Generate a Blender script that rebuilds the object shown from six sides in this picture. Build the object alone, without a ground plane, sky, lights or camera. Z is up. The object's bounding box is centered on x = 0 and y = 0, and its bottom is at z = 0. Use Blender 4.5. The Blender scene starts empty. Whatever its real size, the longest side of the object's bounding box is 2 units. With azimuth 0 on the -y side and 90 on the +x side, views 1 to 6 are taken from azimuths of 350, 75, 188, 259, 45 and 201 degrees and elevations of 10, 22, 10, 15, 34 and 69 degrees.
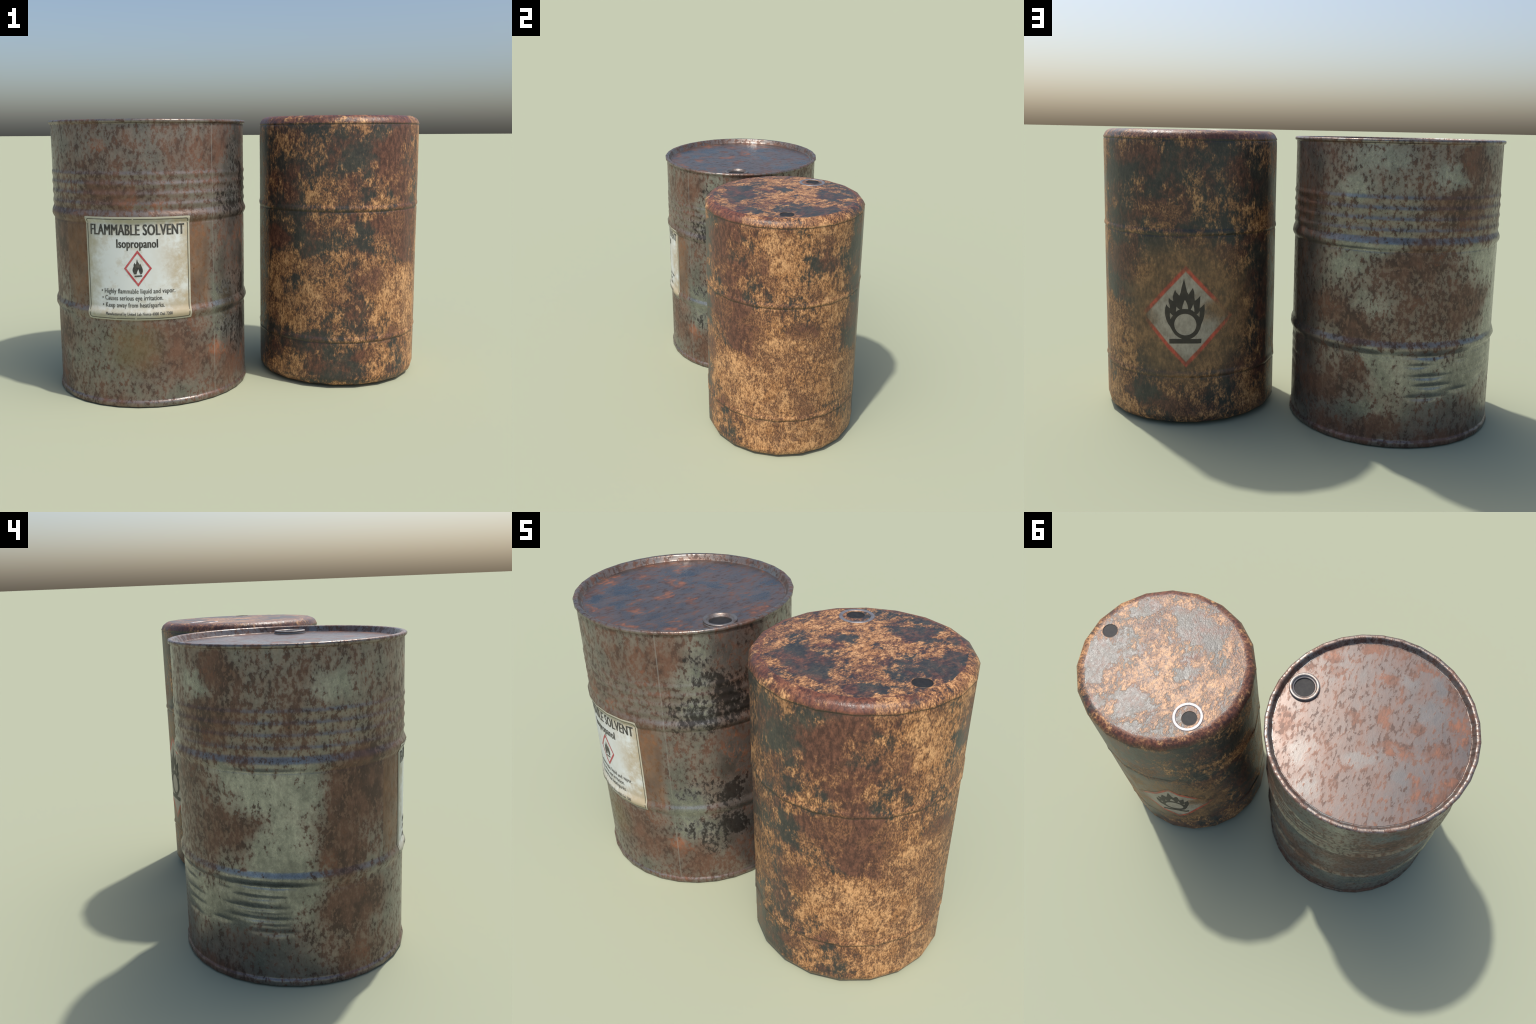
"""Two weathered steel drums side by side: a bigger open-chimed drum carrying a
paper label, and a slimmer round-shouldered drum with a stencilled sign."""
import bpy, math, random
import numpy as np
from math import pi, sin, cos, radians

random.seed(7)
rng = np.random.default_rng(7)
D2R = pi / 180.0


# --------------------------------------------------------------------------
#  small node-graph helper
# --------------------------------------------------------------------------
def srgb(r, g, b):
    def f(c):
        c /= 255.0
        return c / 12.92 if c <= 0.04045 else ((c + 0.055) / 1.055) ** 2.4
    return (f(r), f(g), f(b), 1.0)


class Graph:
    def __init__(self, name):
        self.mat = bpy.data.materials.new(name)
        self.mat.use_nodes = True
        self.t = self.mat.node_tree
        self.t.nodes.clear()
        self.out = self.t.nodes.new('ShaderNodeOutputMaterial')
        self.bsdf = self.t.nodes.new('ShaderNodeBsdfPrincipled')
        self.t.links.new(self.bsdf.outputs[0], self.out.inputs[0])
        tc = self.t.nodes.new('ShaderNodeTexCoord')
        self.obj = tc.outputs['Object']
        sep = self.t.nodes.new('ShaderNodeSeparateXYZ')
        self.t.links.new(self.obj, sep.inputs[0])
        self.x, self.y, self.z = sep.outputs

    def _set(self, sock, v):
        if isinstance(v, bpy.types.NodeSocket):
            self.t.links.new(v, sock)
        else:
            sock.default_value = v

    def m(self, op, a, b=None, c=None, clamp=False):
        n = self.t.nodes.new('ShaderNodeMath')
        n.operation = op
        n.use_clamp = clamp
        for i, v in enumerate((a, b, c)):
            if v is not None:
                self._set(n.inputs[i], v)
        return n.outputs[0]

    def add(self, *v):
        r = v[0]
        for w in v[1:]:
            r = self.m('ADD', r, w)
        return r

    def mul(self, *v):
        r = v[0]
        for w in v[1:]:
            r = self.m('MULTIPLY', r, w)
        return r

    def maxi(self, *v):
        r = v[0]
        for w in v[1:]:
            r = self.m('MAXIMUM', r, w)
        return r

    def inv(self, a):
        return self.m('SUBTRACT', 1.0, a)

    def step(self, v, lo, hi):
        """smoothstep from 0 at lo to 1 at hi"""
        n = self.t.nodes.new('ShaderNodeMapRange')
        n.interpolation_type = 'SMOOTHSTEP'
        flip = hi < lo
        a, b = (hi, lo) if flip else (lo, hi)
        self._set(n.inputs['Value'], v)
        n.inputs['From Min'].default_value = a
        n.inputs['From Max'].default_value = b
        n.inputs['To Min'].default_value = 1.0 if flip else 0.0
        n.inputs['To Max'].default_value = 0.0 if flip else 1.0
        return n.outputs['Result']

    def vec(self, x, y, z):
        n = self.t.nodes.new('ShaderNodeCombineXYZ')
        for i, v in enumerate((x, y, z)):
            self._set(n.inputs[i], v)
        return n.outputs[0]

    def noise(self, vec, scale, detail=4.0, rough=0.55, dist=0.0, off=(0, 0, 0), stretch=(1, 1, 1), rot=0.0):
        mp = self.t.nodes.new('ShaderNodeMapping')
        mp.inputs['Location'].default_value = off
        mp.inputs['Rotation'].default_value = (0, 0, rot)
        mp.inputs['Scale'].default_value = stretch
        self.t.links.new(vec, mp.inputs['Vector'])
        n = self.t.nodes.new('ShaderNodeTexNoise')
        self.t.links.new(mp.outputs[0], n.inputs['Vector'])
        n.inputs['Scale'].default_value = scale
        n.inputs['Detail'].default_value = detail
        n.inputs['Roughness'].default_value = rough
        n.inputs['Distortion'].default_value = dist
        return n.outputs['Fac']

    def mix(self, fac, a, b, blend='MIX'):
        n = self.t.nodes.new('ShaderNodeMix')
        n.data_type = 'RGBA'
        n.blend_type = blend
        self._set(n.inputs[0], fac)
        self._set(n.inputs[6], a)
        self._set(n.inputs[7], b)
        return n.outputs[2]

    def fmix(self, fac, a, b):
        n = self.t.nodes.new('ShaderNodeMix')
        n.data_type = 'FLOAT'
        self._set(n.inputs[0], fac)
        self._set(n.inputs[2], a)
        self._set(n.inputs[3], b)
        return n.outputs[0]

    def bump(self, h, strength, dist):
        n = self.t.nodes.new('ShaderNodeBump')
        n.inputs['Strength'].default_value = strength
        n.inputs['Distance'].default_value = dist
        self.t.links.new(h, n.inputs['Height'])
        return n.outputs[0]

    def angle(self, cut=-180.0):
        """angle round the drum axis, running from cut to cut + 360 degrees"""
        a = self.m('ARCTAN2', self.y, self.x)
        return a if cut == -180.0 else self.m('WRAP', a, (cut + 360) * D2R, cut * D2R)

    def warped(self, u, v, ku, kv, scale, off):
        """a (u, v) plane shaken by noise, so that patches get ragged outlines"""
        n = self.t.nodes.new('ShaderNodeTexNoise')
        mp = self.t.nodes.new('ShaderNodeMapping')
        mp.inputs['Location'].default_value = off
        self.t.links.new(self.obj, mp.inputs[0])
        self.t.links.new(mp.outputs[0], n.inputs['Vector'])
        n.inputs['Scale'].default_value = scale
        n.inputs['Detail'].default_value = 4.0
        n.inputs['Roughness'].default_value = 0.65
        w = self.t.nodes.new('ShaderNodeVectorMath')
        w.operation = 'MULTIPLY_ADD'
        self.t.links.new(n.outputs['Color'], w.inputs[0])
        w.inputs[1].default_value = (ku, kv, 0)
        self.t.links.new(self.vec(self.add(u, -0.5 * ku), self.add(v, -0.5 * kv), 0.0), w.inputs[2])
        return w.outputs[0]

    def patch(self, plane, u0, v0, a, b, weight=1.0, soft=0.6):
        """soft ellipse round (u0, v0) with half axes a, b"""
        n = self.t.nodes.new('ShaderNodeVectorMath')
        n.operation = 'MULTIPLY_ADD'
        self.t.links.new(plane, n.inputs[0])
        n.inputs[1].default_value = (1 / a, 1 / b, 0)
        n.inputs[2].default_value = (-u0 / a, -v0 / b, 0)
        l = self.t.nodes.new('ShaderNodeVectorMath')
        l.operation = 'LENGTH'
        self.t.links.new(n.outputs[0], l.inputs[0])
        r = self.t.nodes.new('ShaderNodeMapRange')
        r.interpolation_type = 'SMOOTHSTEP'
        self.t.links.new(l.outputs['Value'], r.inputs['Value'])
        r.inputs['From Min'].default_value = 1.0 - soft
        r.inputs['From Max'].default_value = 1.0 + soft
        r.inputs['To Min'].default_value = weight
        r.inputs['To Max'].default_value = 0.0
        return r.outputs['Result']

    def patches(self, plane, rows, k=1.0):
        """sum of patches; rows: (angle or x, height or y, half width, half height, weight)"""
        return self.add(*[self.patch(plane, u0 * k, v0, a * k, b, w) for u0, v0, a, b, w in rows])

    def band(self, v, lo, hi, e):
        return self.mul(self.step(v, lo - e, lo + e), self.step(v, hi + e, hi - e))

    def finish(self, color, rough=0.5, metal=0.0, normal=None, spec=0.5):
        b = self.bsdf
        self._set(b.inputs['Base Color'], color)
        self._set(b.inputs['Roughness'], rough)
        self._set(b.inputs['Metallic'], metal)
        b.inputs['Specular IOR Level'].default_value = spec
        if normal is not None:
            self.t.links.new(normal, b.inputs['Normal'])
        return self.mat


# --------------------------------------------------------------------------
#  materials of the big grey drum
# --------------------------------------------------------------------------
STEEL_A = (0.215, 0.217, 0.205, 1)
STEEL_B = (0.365, 0.368, 0.343, 1)
FILM_A = (0.128, 0.076, 0.055, 1)
FILM_B = (0.205, 0.132, 0.102, 1)
RUST_D = (0.060, 0.032, 0.023, 1)
RUST_M = (0.150, 0.072, 0.045, 1)
RUST_P = (0.26, 0.165, 0.115, 1)
RUST_O = (0.34, 0.115, 0.045, 1)
SOOT = (0.012, 0.011, 0.010, 1)

# where rust gathers (+) or bare steel shows (-) on the big drum:
# angle, height, half width in degrees, half height, weight
GREY_DRUM_RUST = [
    (250, 1.04, 23, 0.052, 0.14), (210, 0.84, 15, 0.17, 0.14), (131, 1.3, 10, 0.066, 0.2), (127, 1.05, 10, 0.06, 0.2),
    (106, 0.86, 21, 0.067, 0.2), (196, 0.82, 17, 0.131, 0.3), (188, 0.58, 12, 0.115, 0.3), (197, 0.33, 19, 0.088, 0.3),
    (204, 0.93, 6, 0.06, 0.3), (139, 0.68, 15, 0.084, 0.14), (201, 0.12, 13, 0.081, 0.14), (134, 0.21, 18, 0.058, 0.14),
    (121, 0.02, 26, 0.05, 0.14), (133, 1.3, 10, 0.08, 0.18), (124, 1.13, 16, 0.056, 0.18), (55, 0.63, 21, 0.076, 0.22),
    (71, 0.53, 12, 0.059, 0.22), (51, 0.23, 20, 0.057, 0.22), (88, 0.1, 12, 0.056, 0.22), (61, 0.05, 17, 0.057, 0.22),
    (72, 0.35, 8, 0.065, 0.22), (110, 0.66, 20, 0.105, 0.1), (295, 1.23, 17, 0.085, 0.12), (309, 0.17, 15, 0.119, 0.12),
    (281, 0.26, 26, 0.125, 0.12), (186, 1.23, 11, 0.056, -0.2), (135, 0.89, 13, 0.041, -0.2), (117, 1.24, 10, 0.06, -0.2),
    (165, 0.82, 16, 0.12, -0.3), (162, 0.61, 14, 0.093, -0.3), (153, 0.4, 21, 0.13, -0.3), (79, 1.32, 14, 0.069, -0.22),
    (68, 1.19, 11, 0.045, -0.22), (76, 0.92, 17, 0.031, -0.22), (63, 0.83, 9, 0.047, -0.22), (77, 0.66, 11, 0.047, -0.22),
    (144, 0.81, 11, 0.088, -0.22), (105, 0.35, 22, 0.098, -0.22), (126, 0.26, 18, 0.079, -0.22), (84, 0.44, 10, 0.043, -0.22),
    (73, 0.18, 11, 0.039, -0.22), (327, 1.33, 7, 0.066, -0.22), (321, 1.17, 9, 0.077, -0.22), (325, 1.03, 9, 0.059, -0.22),
    (314, 0.51, 10, 0.088, -0.22), (316, 0.38, 10, 0.11, -0.22),
]
# bright orange bloom
GREY_DRUM_ORANGE = [
    (265, 0.4, 7, 0.033, 0.26), (306, 0.29, 5, 0.047, 0.26), (272, 0.99, 10, 0.032, 0.26), (239, 1.28, 7, 0.031, 0.26),
    (259, 1.0, 6, 0.026, 0.26), (131, 1.3, 8, 0.057, 0.10), (127, 1.01, 7, 0.061, 0.16), (183, 0.54, 7, 0.063, 0.16),
    (201, 0.11, 9, 0.069, 0.16), (111, 0.89, 9, 0.036, 0.16), (55, 0.63, 16, 0.054, 0.16),
    (73, 0.38, 6, 0.054, 0.16), (343, 0.73, 7, 0.114, 0.24), (308, 0.25, 9, 0.058, 0.24), (296, 0.83, 7, 0.098, 0.24),
]
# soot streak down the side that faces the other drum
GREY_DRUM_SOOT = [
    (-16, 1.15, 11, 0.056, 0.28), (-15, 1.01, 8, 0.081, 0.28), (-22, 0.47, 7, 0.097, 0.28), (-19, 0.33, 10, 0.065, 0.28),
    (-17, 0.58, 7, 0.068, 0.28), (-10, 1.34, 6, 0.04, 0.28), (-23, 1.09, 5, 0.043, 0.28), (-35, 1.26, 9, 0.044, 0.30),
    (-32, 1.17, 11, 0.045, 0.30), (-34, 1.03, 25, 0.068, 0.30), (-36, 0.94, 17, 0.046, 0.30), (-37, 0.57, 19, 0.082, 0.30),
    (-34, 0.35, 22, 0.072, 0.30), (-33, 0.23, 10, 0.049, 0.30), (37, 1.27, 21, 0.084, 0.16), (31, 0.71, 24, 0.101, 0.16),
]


def grey_drum_metal(name, lid=False, rim=False):
    g = Graph(name)
    P = g.obj
    u = g.angle()
    c0 = lambda s, k: g.mul(g.m('SUBTRACT', s, 0.5), k)
    if lid:
        a = radians(160.6 - 12)
        kw = dict(rot=a)
        big = g.noise(P, 5.5, 5, 0.62, 0.3, off=(3.1, 1.7, 0), stretch=(1.0, 0.55, 1), **kw)
        mid = g.noise(P, 17, 5, 0.66, 0.2, off=(8, 2, 0), stretch=(1, 0.50, 1), **kw)
        fine = g.noise(P, 60, 4, 0.62, 0.0, off=(1, 5, 0), stretch=(1, 0.45, 1), **kw)
        grain = g.noise(P, 190, 2, 0.6, 0.0, stretch=(1, 0.5, 1), **kw)
        # plane turned to the direction the sheet was rolled in
        r6 = radians(-160.6)
        pu = g.add(g.mul(g.x, cos(r6)), g.mul(g.y, sin(r6)))
        pv = g.add(g.mul(g.x, -sin(r6)), g.mul(g.y, cos(r6)))
        plane = g.warped(pu, pv, 0.13, 0.16, 17, (4, 4, 4))
        bias = g.patches(plane, LID_RUST)
        base = 0.085
    else:
        big = g.noise(P, 3.6, 5, 0.60, 0.35, off=(5.3, 2.2, 9.1), stretch=(1, 1, 0.85))
        mid = g.noise(P, 14, 5, 0.64, 0.15, off=(1.3, 7.2, 3.1), stretch=(1, 1, 0.62))
        fine = g.noise(P, 52, 4, 0.66, 0.0, off=(4, 1, 2), stretch=(1, 1, 0.66))
        grain = g.noise(P, 150, 2, 0.6, 0.0, stretch=(1, 1, 0.7))
        plane = g.warped(g.angle(5.0), g.z, 0.26, 0.13, 13, (4, 4, 4))
        bias = g.patches(plane, GREY_DRUM_RUST, D2R)
        bias = g.mul(bias, 1.05)
        base = 0.115
    steel = g.mix(g.step(g.add(g.mul(big, 0.5), g.mul(mid, 0.5)), 0.36, 0.64), STEEL_A, STEEL_B)
    # slow field: where the sheet is rusting at all
    slow = g.add(g.mul(big, 0.8), c0(mid, 0.45), bias, base)
    film = g.step(g.add(slow, c0(fine, 0.24), c0(grain, 0.10)), 0.16 if lid else 0.20, 0.70)
    # speckle: dense where the slow field is high, single dots elsewhere
    spk = g.add(g.mul(fine, 0.84), g.mul(grain, 0.16))
    speck = g.step(g.add(spk, g.mul(slow, 0.30)), 0.660 if lid else 0.650, 0.725)
    heavy = g.step(g.add(slow, c0(fine, 0.35)), 0.52, 0.80)
    rustc = g.mix(g.step(g.add(g.mul(mid, 0.5), g.mul(grain, 0.5)), 0.36, 0.64), FILM_A, FILM_B)
    if lid:
        rustc = g.mix(0.6, rustc, (0.155, 0.106, 0.090, 1))
    rustc = g.mix(g.mul(heavy, 0.75), rustc, RUST_M)
    if lid:
        ob = g.add(g.mul(g.m('MAXIMUM', bias, 0.0), 0.75), c0(mid, 0.5))
    else:
        ob = g.mul(g.patches(plane, GREY_DRUM_ORANGE, D2R), 0.75)
    if lid:
        steel = g.mix(0.7, steel, (0.165, 0.158, 0.155, 1))
    orange = g.step(g.add(g.mul(g.noise(P, 8, 5, 0.68, off=(2, 9, 4)), 0.75), ob, c0(fine, 0.85), c0(grain, 0.4)), 0.46, 0.80)
    rustc = g.mix(g.mul(orange, 0.75), rustc, RUST_O)
    col = g.mix(g.mul(film, 0.92), steel, rustc)
    dots = g.mix(g.step(mid, 0.40, 0.60), RUST_D, RUST_M)
    dots = g.mix(g.mul(orange, 0.5), dots, RUST_O)
    col = g.mix(g.mul(speck, 0.80), col, dots)
    # fine light and dark grain over everything
    tick = g.fmix(g.step(g.add(g.mul(fine, 0.65), g.mul(grain, 0.35)), 0.34, 0.66), 1.06 if lid else 1.13, 0.92 if lid else 0.80)
    col = g.mix(1.0, col, g.vec(tick, tick, tick), 'MULTIPLY')
    metal = g.fmix(film, 0.95, 0.55)
    metal = g.m('SUBTRACT', metal, g.mul(g.add(speck, orange), 0.3), clamp=True)
    rough = g.add(g.fmix(film, 0.26 if lid else 0.28, 0.32 if lid else 0.38), c0(fine, 0.10 if lid else 0.20), g.mul(speck, 0.08))
    if not lid and not rim:
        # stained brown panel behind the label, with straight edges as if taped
        pan = g.mul(g.step(u, -146.0 * D2R, -145.2 * D2R), g.step(g.add(u, c0(mid, 0.10)), -55.0 * D2R, -61.0 * D2R), g.band(g.add(g.z, c0(mid, 0.2)), 0.50, 0.92, 0.09), 0.68)
        tone = g.mix(g.step(g.add(g.mul(mid, 0.6), g.mul(fine, 0.4)), 0.35, 0.62), (0.115, 0.050, 0.022, 1), (0.235, 0.120, 0.058, 1))
        col = g.mix(pan, col, tone)
        metal = g.fmix(pan, metal, 0.25)
        # ochre wash under the label
        och = g.mul(g.patch(plane, 257 * D2R, 0.31, 13 * D2R, 0.11, 0.48, 0.7), 1.0)
        col = g.mix(och, col, (0.20, 0.145, 0.062, 1))
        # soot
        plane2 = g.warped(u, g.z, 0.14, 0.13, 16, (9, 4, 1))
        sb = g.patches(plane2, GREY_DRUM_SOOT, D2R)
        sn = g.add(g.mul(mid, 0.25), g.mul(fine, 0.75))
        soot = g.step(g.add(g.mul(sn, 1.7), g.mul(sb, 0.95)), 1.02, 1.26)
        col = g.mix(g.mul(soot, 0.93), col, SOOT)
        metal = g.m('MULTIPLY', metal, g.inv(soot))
        # vertical weld line
        seam = g.band(u, -54.9 * D2R, -54.3 * D2R, 0.003)
        col = g.mix(g.mul(seam, 0.3), col, STEEL_B)
    h = g.add(g.mul(fine, 0.5), g.mul(mid, 0.35), g.mul(grain, 0.25), g.mul(speck, 0.25))
    nrm = g.bump(h, 0.05 if lid else 0.20, 0.006)
    return g.finish(col, rough, metal, nrm)


LID_RUST = [
    (0.021, 0.447, 0.059, 0.028, 0.26), (-0.168, 0.397, 0.053, 0.032, 0.26), (-0.156, 0.319, 0.04, 0.028, 0.26), (0.101, 0.271, 0.036, 0.032, 0.26),
    (0.261, 0.316, 0.053, 0.021, 0.26), (0.396, 0.209, 0.023, 0.042, 0.26), (-0.083, 0.066, 0.03, 0.038, 0.26), (0.064, 0.062, 0.033, 0.042, 0.26),
    (0.412, 0.009, 0.036, 0.045, 0.26), (0.435, -0.07, 0.02, 0.035, 0.26), (0.069, -0.082, 0.04, 0.025, 0.26), (0.166, -0.111, 0.036, 0.038, 0.26),
    (0.297, -0.104, 0.073, 0.035, 0.26), (-0.417, 0.05, 0.046, 0.059, 0.26), (0.194, -0.277, 0.04, 0.056, 0.26), (0.285, -0.345, 0.059, 0.035, 0.26),
    (0.362, -0.264, 0.026, 0.021, 0.26), (0.22, 0.01, 0.03, 0.049, 0.26), (-0.286, 0.35, 0.023, 0.025, 0.26), (0.189, 0.255, 0.046, 0.038, -0.2),
    (0.35, 0.232, 0.03, 0.042, -0.2), (0.292, 0.083, 0.073, 0.049, -0.2), (-0.052, -0.145, 0.092, 0.042, -0.2), (0.113, -0.229, 0.033, 0.035, -0.2),
    (-0.315, -0.276, 0.066, 0.049, -0.2), (-0.325, -0.102, 0.079, 0.084, -0.2),
]


def dark_plug(name):
    g = Graph(name)
    n = g.noise(g.obj, 60, 4, 0.6)
    col = g.mix(g.step(n, 0.3, 0.7), (0.012, 0.012, 0.013, 1), (0.024, 0.023, 0.022, 1))
    return g.finish(col, 0.62, 0.0, g.bump(n, 0.15, 0.004), 0.4)


def clean_metal(name, tint=(0.30, 0.28, 0.26, 1), rust=0.35):
    g = Graph(name)
    n = g.noise(g.obj, 28, 5, 0.65)
    f = g.noise(g.obj, 120, 3, 0.6)
    col = g.mix(g.mul(g.step(n, 0.46, 0.62), rust), tint, RUST_M)
    return g.finish(col, 0.46, 0.8, g.bump(f, 0.25, 0.003))


def paper(name):
    g = Graph(name)
    u = g.angle()
    s = g.mul(g.m('SUBTRACT', u, -99.9 * D2R), 0.5)      # along the label
    t = g.m('SUBTRACT', g.z, 0.692)
    n1 = g.noise(g.obj, 7, 5, 0.6)
    n2 = g.noise(g.obj, 45, 4, 0.6)
    w = g.add(g.mul(n1, 0.7), g.mul(n2, 0.3))
    edge = g.maxi(g.m('DIVIDE', g.m('ABSOLUTE', s), 0.262), g.m('DIVIDE', g.m('ABSOLUTE', t), 0.252))
    dirty = g.step(g.add(edge, g.mul(g.m('SUBTRACT', w, 0.5), 1.5)), 0.50, 1.10)
    right = g.mul(g.step(s, 0.02, 0.22), g.step(w, 0.34, 0.56))
    col = g.mix(dirty, (0.62, 0.65, 0.63, 1), (0.40, 0.37, 0.27, 1))
    col = g.mix(g.mul(right, 0.65), col, (0.40, 0.31, 0.19, 1))
    col = g.mix(g.mul(g.step(g.noise(g.obj, 11, 5, 0.7, off=(3, 3, 8)), 0.52, 0.68), 0.4), col, (0.38, 0.30, 0.18, 1))
    rub = g.step(g.add(edge, g.mul(g.m('SUBTRACT', n2, 0.5), 0.10)), 0.95, 0.985)
    col = g.mix(rub, col, (0.42, 0.40, 0.31, 1))
    return g.finish(col, g.fmix(dirty, 0.35, 0.55), 0.0, g.bump(n2, 0.08, 0.004))


def ink(name, c, fade):
    g = Graph(name)
    n = g.noise(g.obj, 40, 5, 0.65)
    return g.finish(g.mix(g.mul(g.step(n, 0.40, 0.70), 0.6), c, fade), 0.5, 0.0)


# --------------------------------------------------------------------------
#  materials of the rust-brown drum
# --------------------------------------------------------------------------
TAN_A = (0.370, 0.170, 0.062, 1)
TAN_B = (0.560, 0.310, 0.140, 1)
OCHRE = (0.215, 0.092, 0.034, 1)
OLIVE = (0.060, 0.056, 0.043, 1)
BLACK = (0.030, 0.030, 0.028, 1)
REDB = (0.140, 0.058, 0.036, 1)
MAROON = (0.072, 0.030, 0.022, 1)

# tan rust (+) against dark old paint (-)
BROWN_DRUM_TAN = [
    (-142, 1.27, 16, 0.062, 0.16), (-142, 0.64, 20, 0.054, 0.16), (-134, 0.37, 19, 0.073, 0.16), (-108, 0.5, 14, 0.071, 0.16),
    (-60, 0.51, 26, 0.182, 0.16), (-59, 0.33, 26, 0.124, 0.16), (-156, 0.05, 26, 0.064, 0.16), (-17, 1.24, 13, 0.096, 0.16),
    (-62, 0.55, 26, 0.114, 0.16), (-15, 0.5, 19, 0.139, 0.16), (-20, 0.71, 13, 0.067, 0.16), (-12, 0.15, 26, 0.089, 0.16),
    (53, 0.07, 26, 0.049, 0.16), (149, 0.08, 18, 0.049, 0.16), (38, 0.54, 16, 0.096, 0.16), (166, 0.99, 14, 0.07, 0.16),
    (45, 0.34, 12, 0.097, 0.16), (-87, 1.24, 19, 0.099, -0.2), (-115, 0.78, 23, 0.063, -0.2), (-84, 0.87, 14, 0.046, -0.2),
    (-153, 0.78, 12, 0.096, -0.2), (-126, 0.24, 16, 0.055, -0.2), (-105, 0.1, 19, 0.049, -0.2), (-165, 0.24, 18, 0.128, -0.2),
    (11, 1.18, 9, 0.062, -0.2), (31, 1.15, 21, 0.103, -0.2), (-78, 0.39, 22, 0.091, -0.2), (39, 0.7, 21, 0.116, -0.2),
    (-46, 0.7, 15, 0.054, -0.2), (38, 0.3, 16, 0.094, -0.2), (81, 1.28, 19, 0.083, -0.2), (151, 1.15, 16, 0.078, -0.2),
    (47, 1.2, 13, 0.088, -0.2), (59, 1.01, 17, 0.049, -0.2), (65, 0.86, 20, 0.066, -0.2), (58, 0.67, 16, 0.068, -0.2),
    (155, 0.74, 18, 0.163, -0.2), (163, 0.5, 15, 0.122, -0.2), (72, 0.15, 22, 0.047, -0.2), (162, 0.26, 15, 0.05, -0.2),
]
BROWN_DRUM_RED = [
    (-64, 1.21, 16, 0.124, 0.18), (-97, 1.07, 9, 0.067, 0.18), (-57, 0.85, 17, 0.094, 0.18), (-151, 0.79, 14, 0.06, 0.18),
    (-80, 0.59, 11, 0.071, 0.18), (-85, 0.18, 10, 0.037, 0.18), (-52, 1.35, 19, 0.066, 0.18), (-36, 1.17, 14, 0.086, 0.18),
    (-58, 1.09, 10, 0.076, 0.18), (-50, 0.85, 26, 0.073, 0.18), (-46, 0.72, 17, 0.081, 0.18), (0, 0.79, 12, 0.053, 0.18),
    (4, 0.33, 13, 0.073, 0.18), (60, 1.31, 13, 0.053, 0.18), (89, 1.05, 10, 0.053, 0.18), (53, 0.8, 18, 0.068, 0.18),
    (132, 0.85, 9, 0.044, 0.18), (88, 0.1, 26, 0.029, 0.18),
]


BROWN_LID_TAN = [
    (0.276, -0.191, 0.079, 0.077, -0.28), (0.334, -0.084, 0.047, 0.038, -0.28), (0.219, 0.137, 0.09, 0.045, -0.28), (0.278, 0.232, 0.054, 0.029, -0.28),
    (0.254, 0.06, 0.05, 0.022, -0.28), (-0.083, 0.106, 0.061, 0.038, -0.28), (0.056, 0.019, 0.029, 0.022, -0.28), (-0.216, -0.139, 0.079, 0.083, -0.28),
    (-0.262, -0.032, 0.058, 0.051, -0.28), (0.145, -0.129, 0.022, 0.019, -0.28), (-0.056, -0.318, 0.05, 0.032, -0.28), (0.017, -0.349, 0.032, 0.026, -0.28),
    (-0.174, -0.245, 0.029, 0.032, -0.28), (0.367, 0.04, 0.029, 0.038, -0.28), (-0.042, -0.017, 0.05, 0.038, 0.16), (0.145, -0.0, 0.072, 0.038, 0.16),
    (0.104, -0.053, 0.058, 0.032, 0.16), (-0.022, 0.199, 0.065, 0.026, 0.16), (-0.201, 0.215, 0.054, 0.038, 0.16), (0.058, -0.266, 0.029, 0.038, 0.16),
    (-0.134, -0.344, 0.043, 0.026, 0.16), (0.316, 0.091, 0.022, 0.026, 0.16),
]

BROWN_LID_RED = [
    (-0.001, -0.237, 0.043, 0.032, 0.2), (-0.134, 0.026, 0.05, 0.026, 0.2), (-0.008, -0.16, 0.043, 0.026, 0.2), (0.1, -0.395, 0.072, 0.026, 0.2),
]


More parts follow.
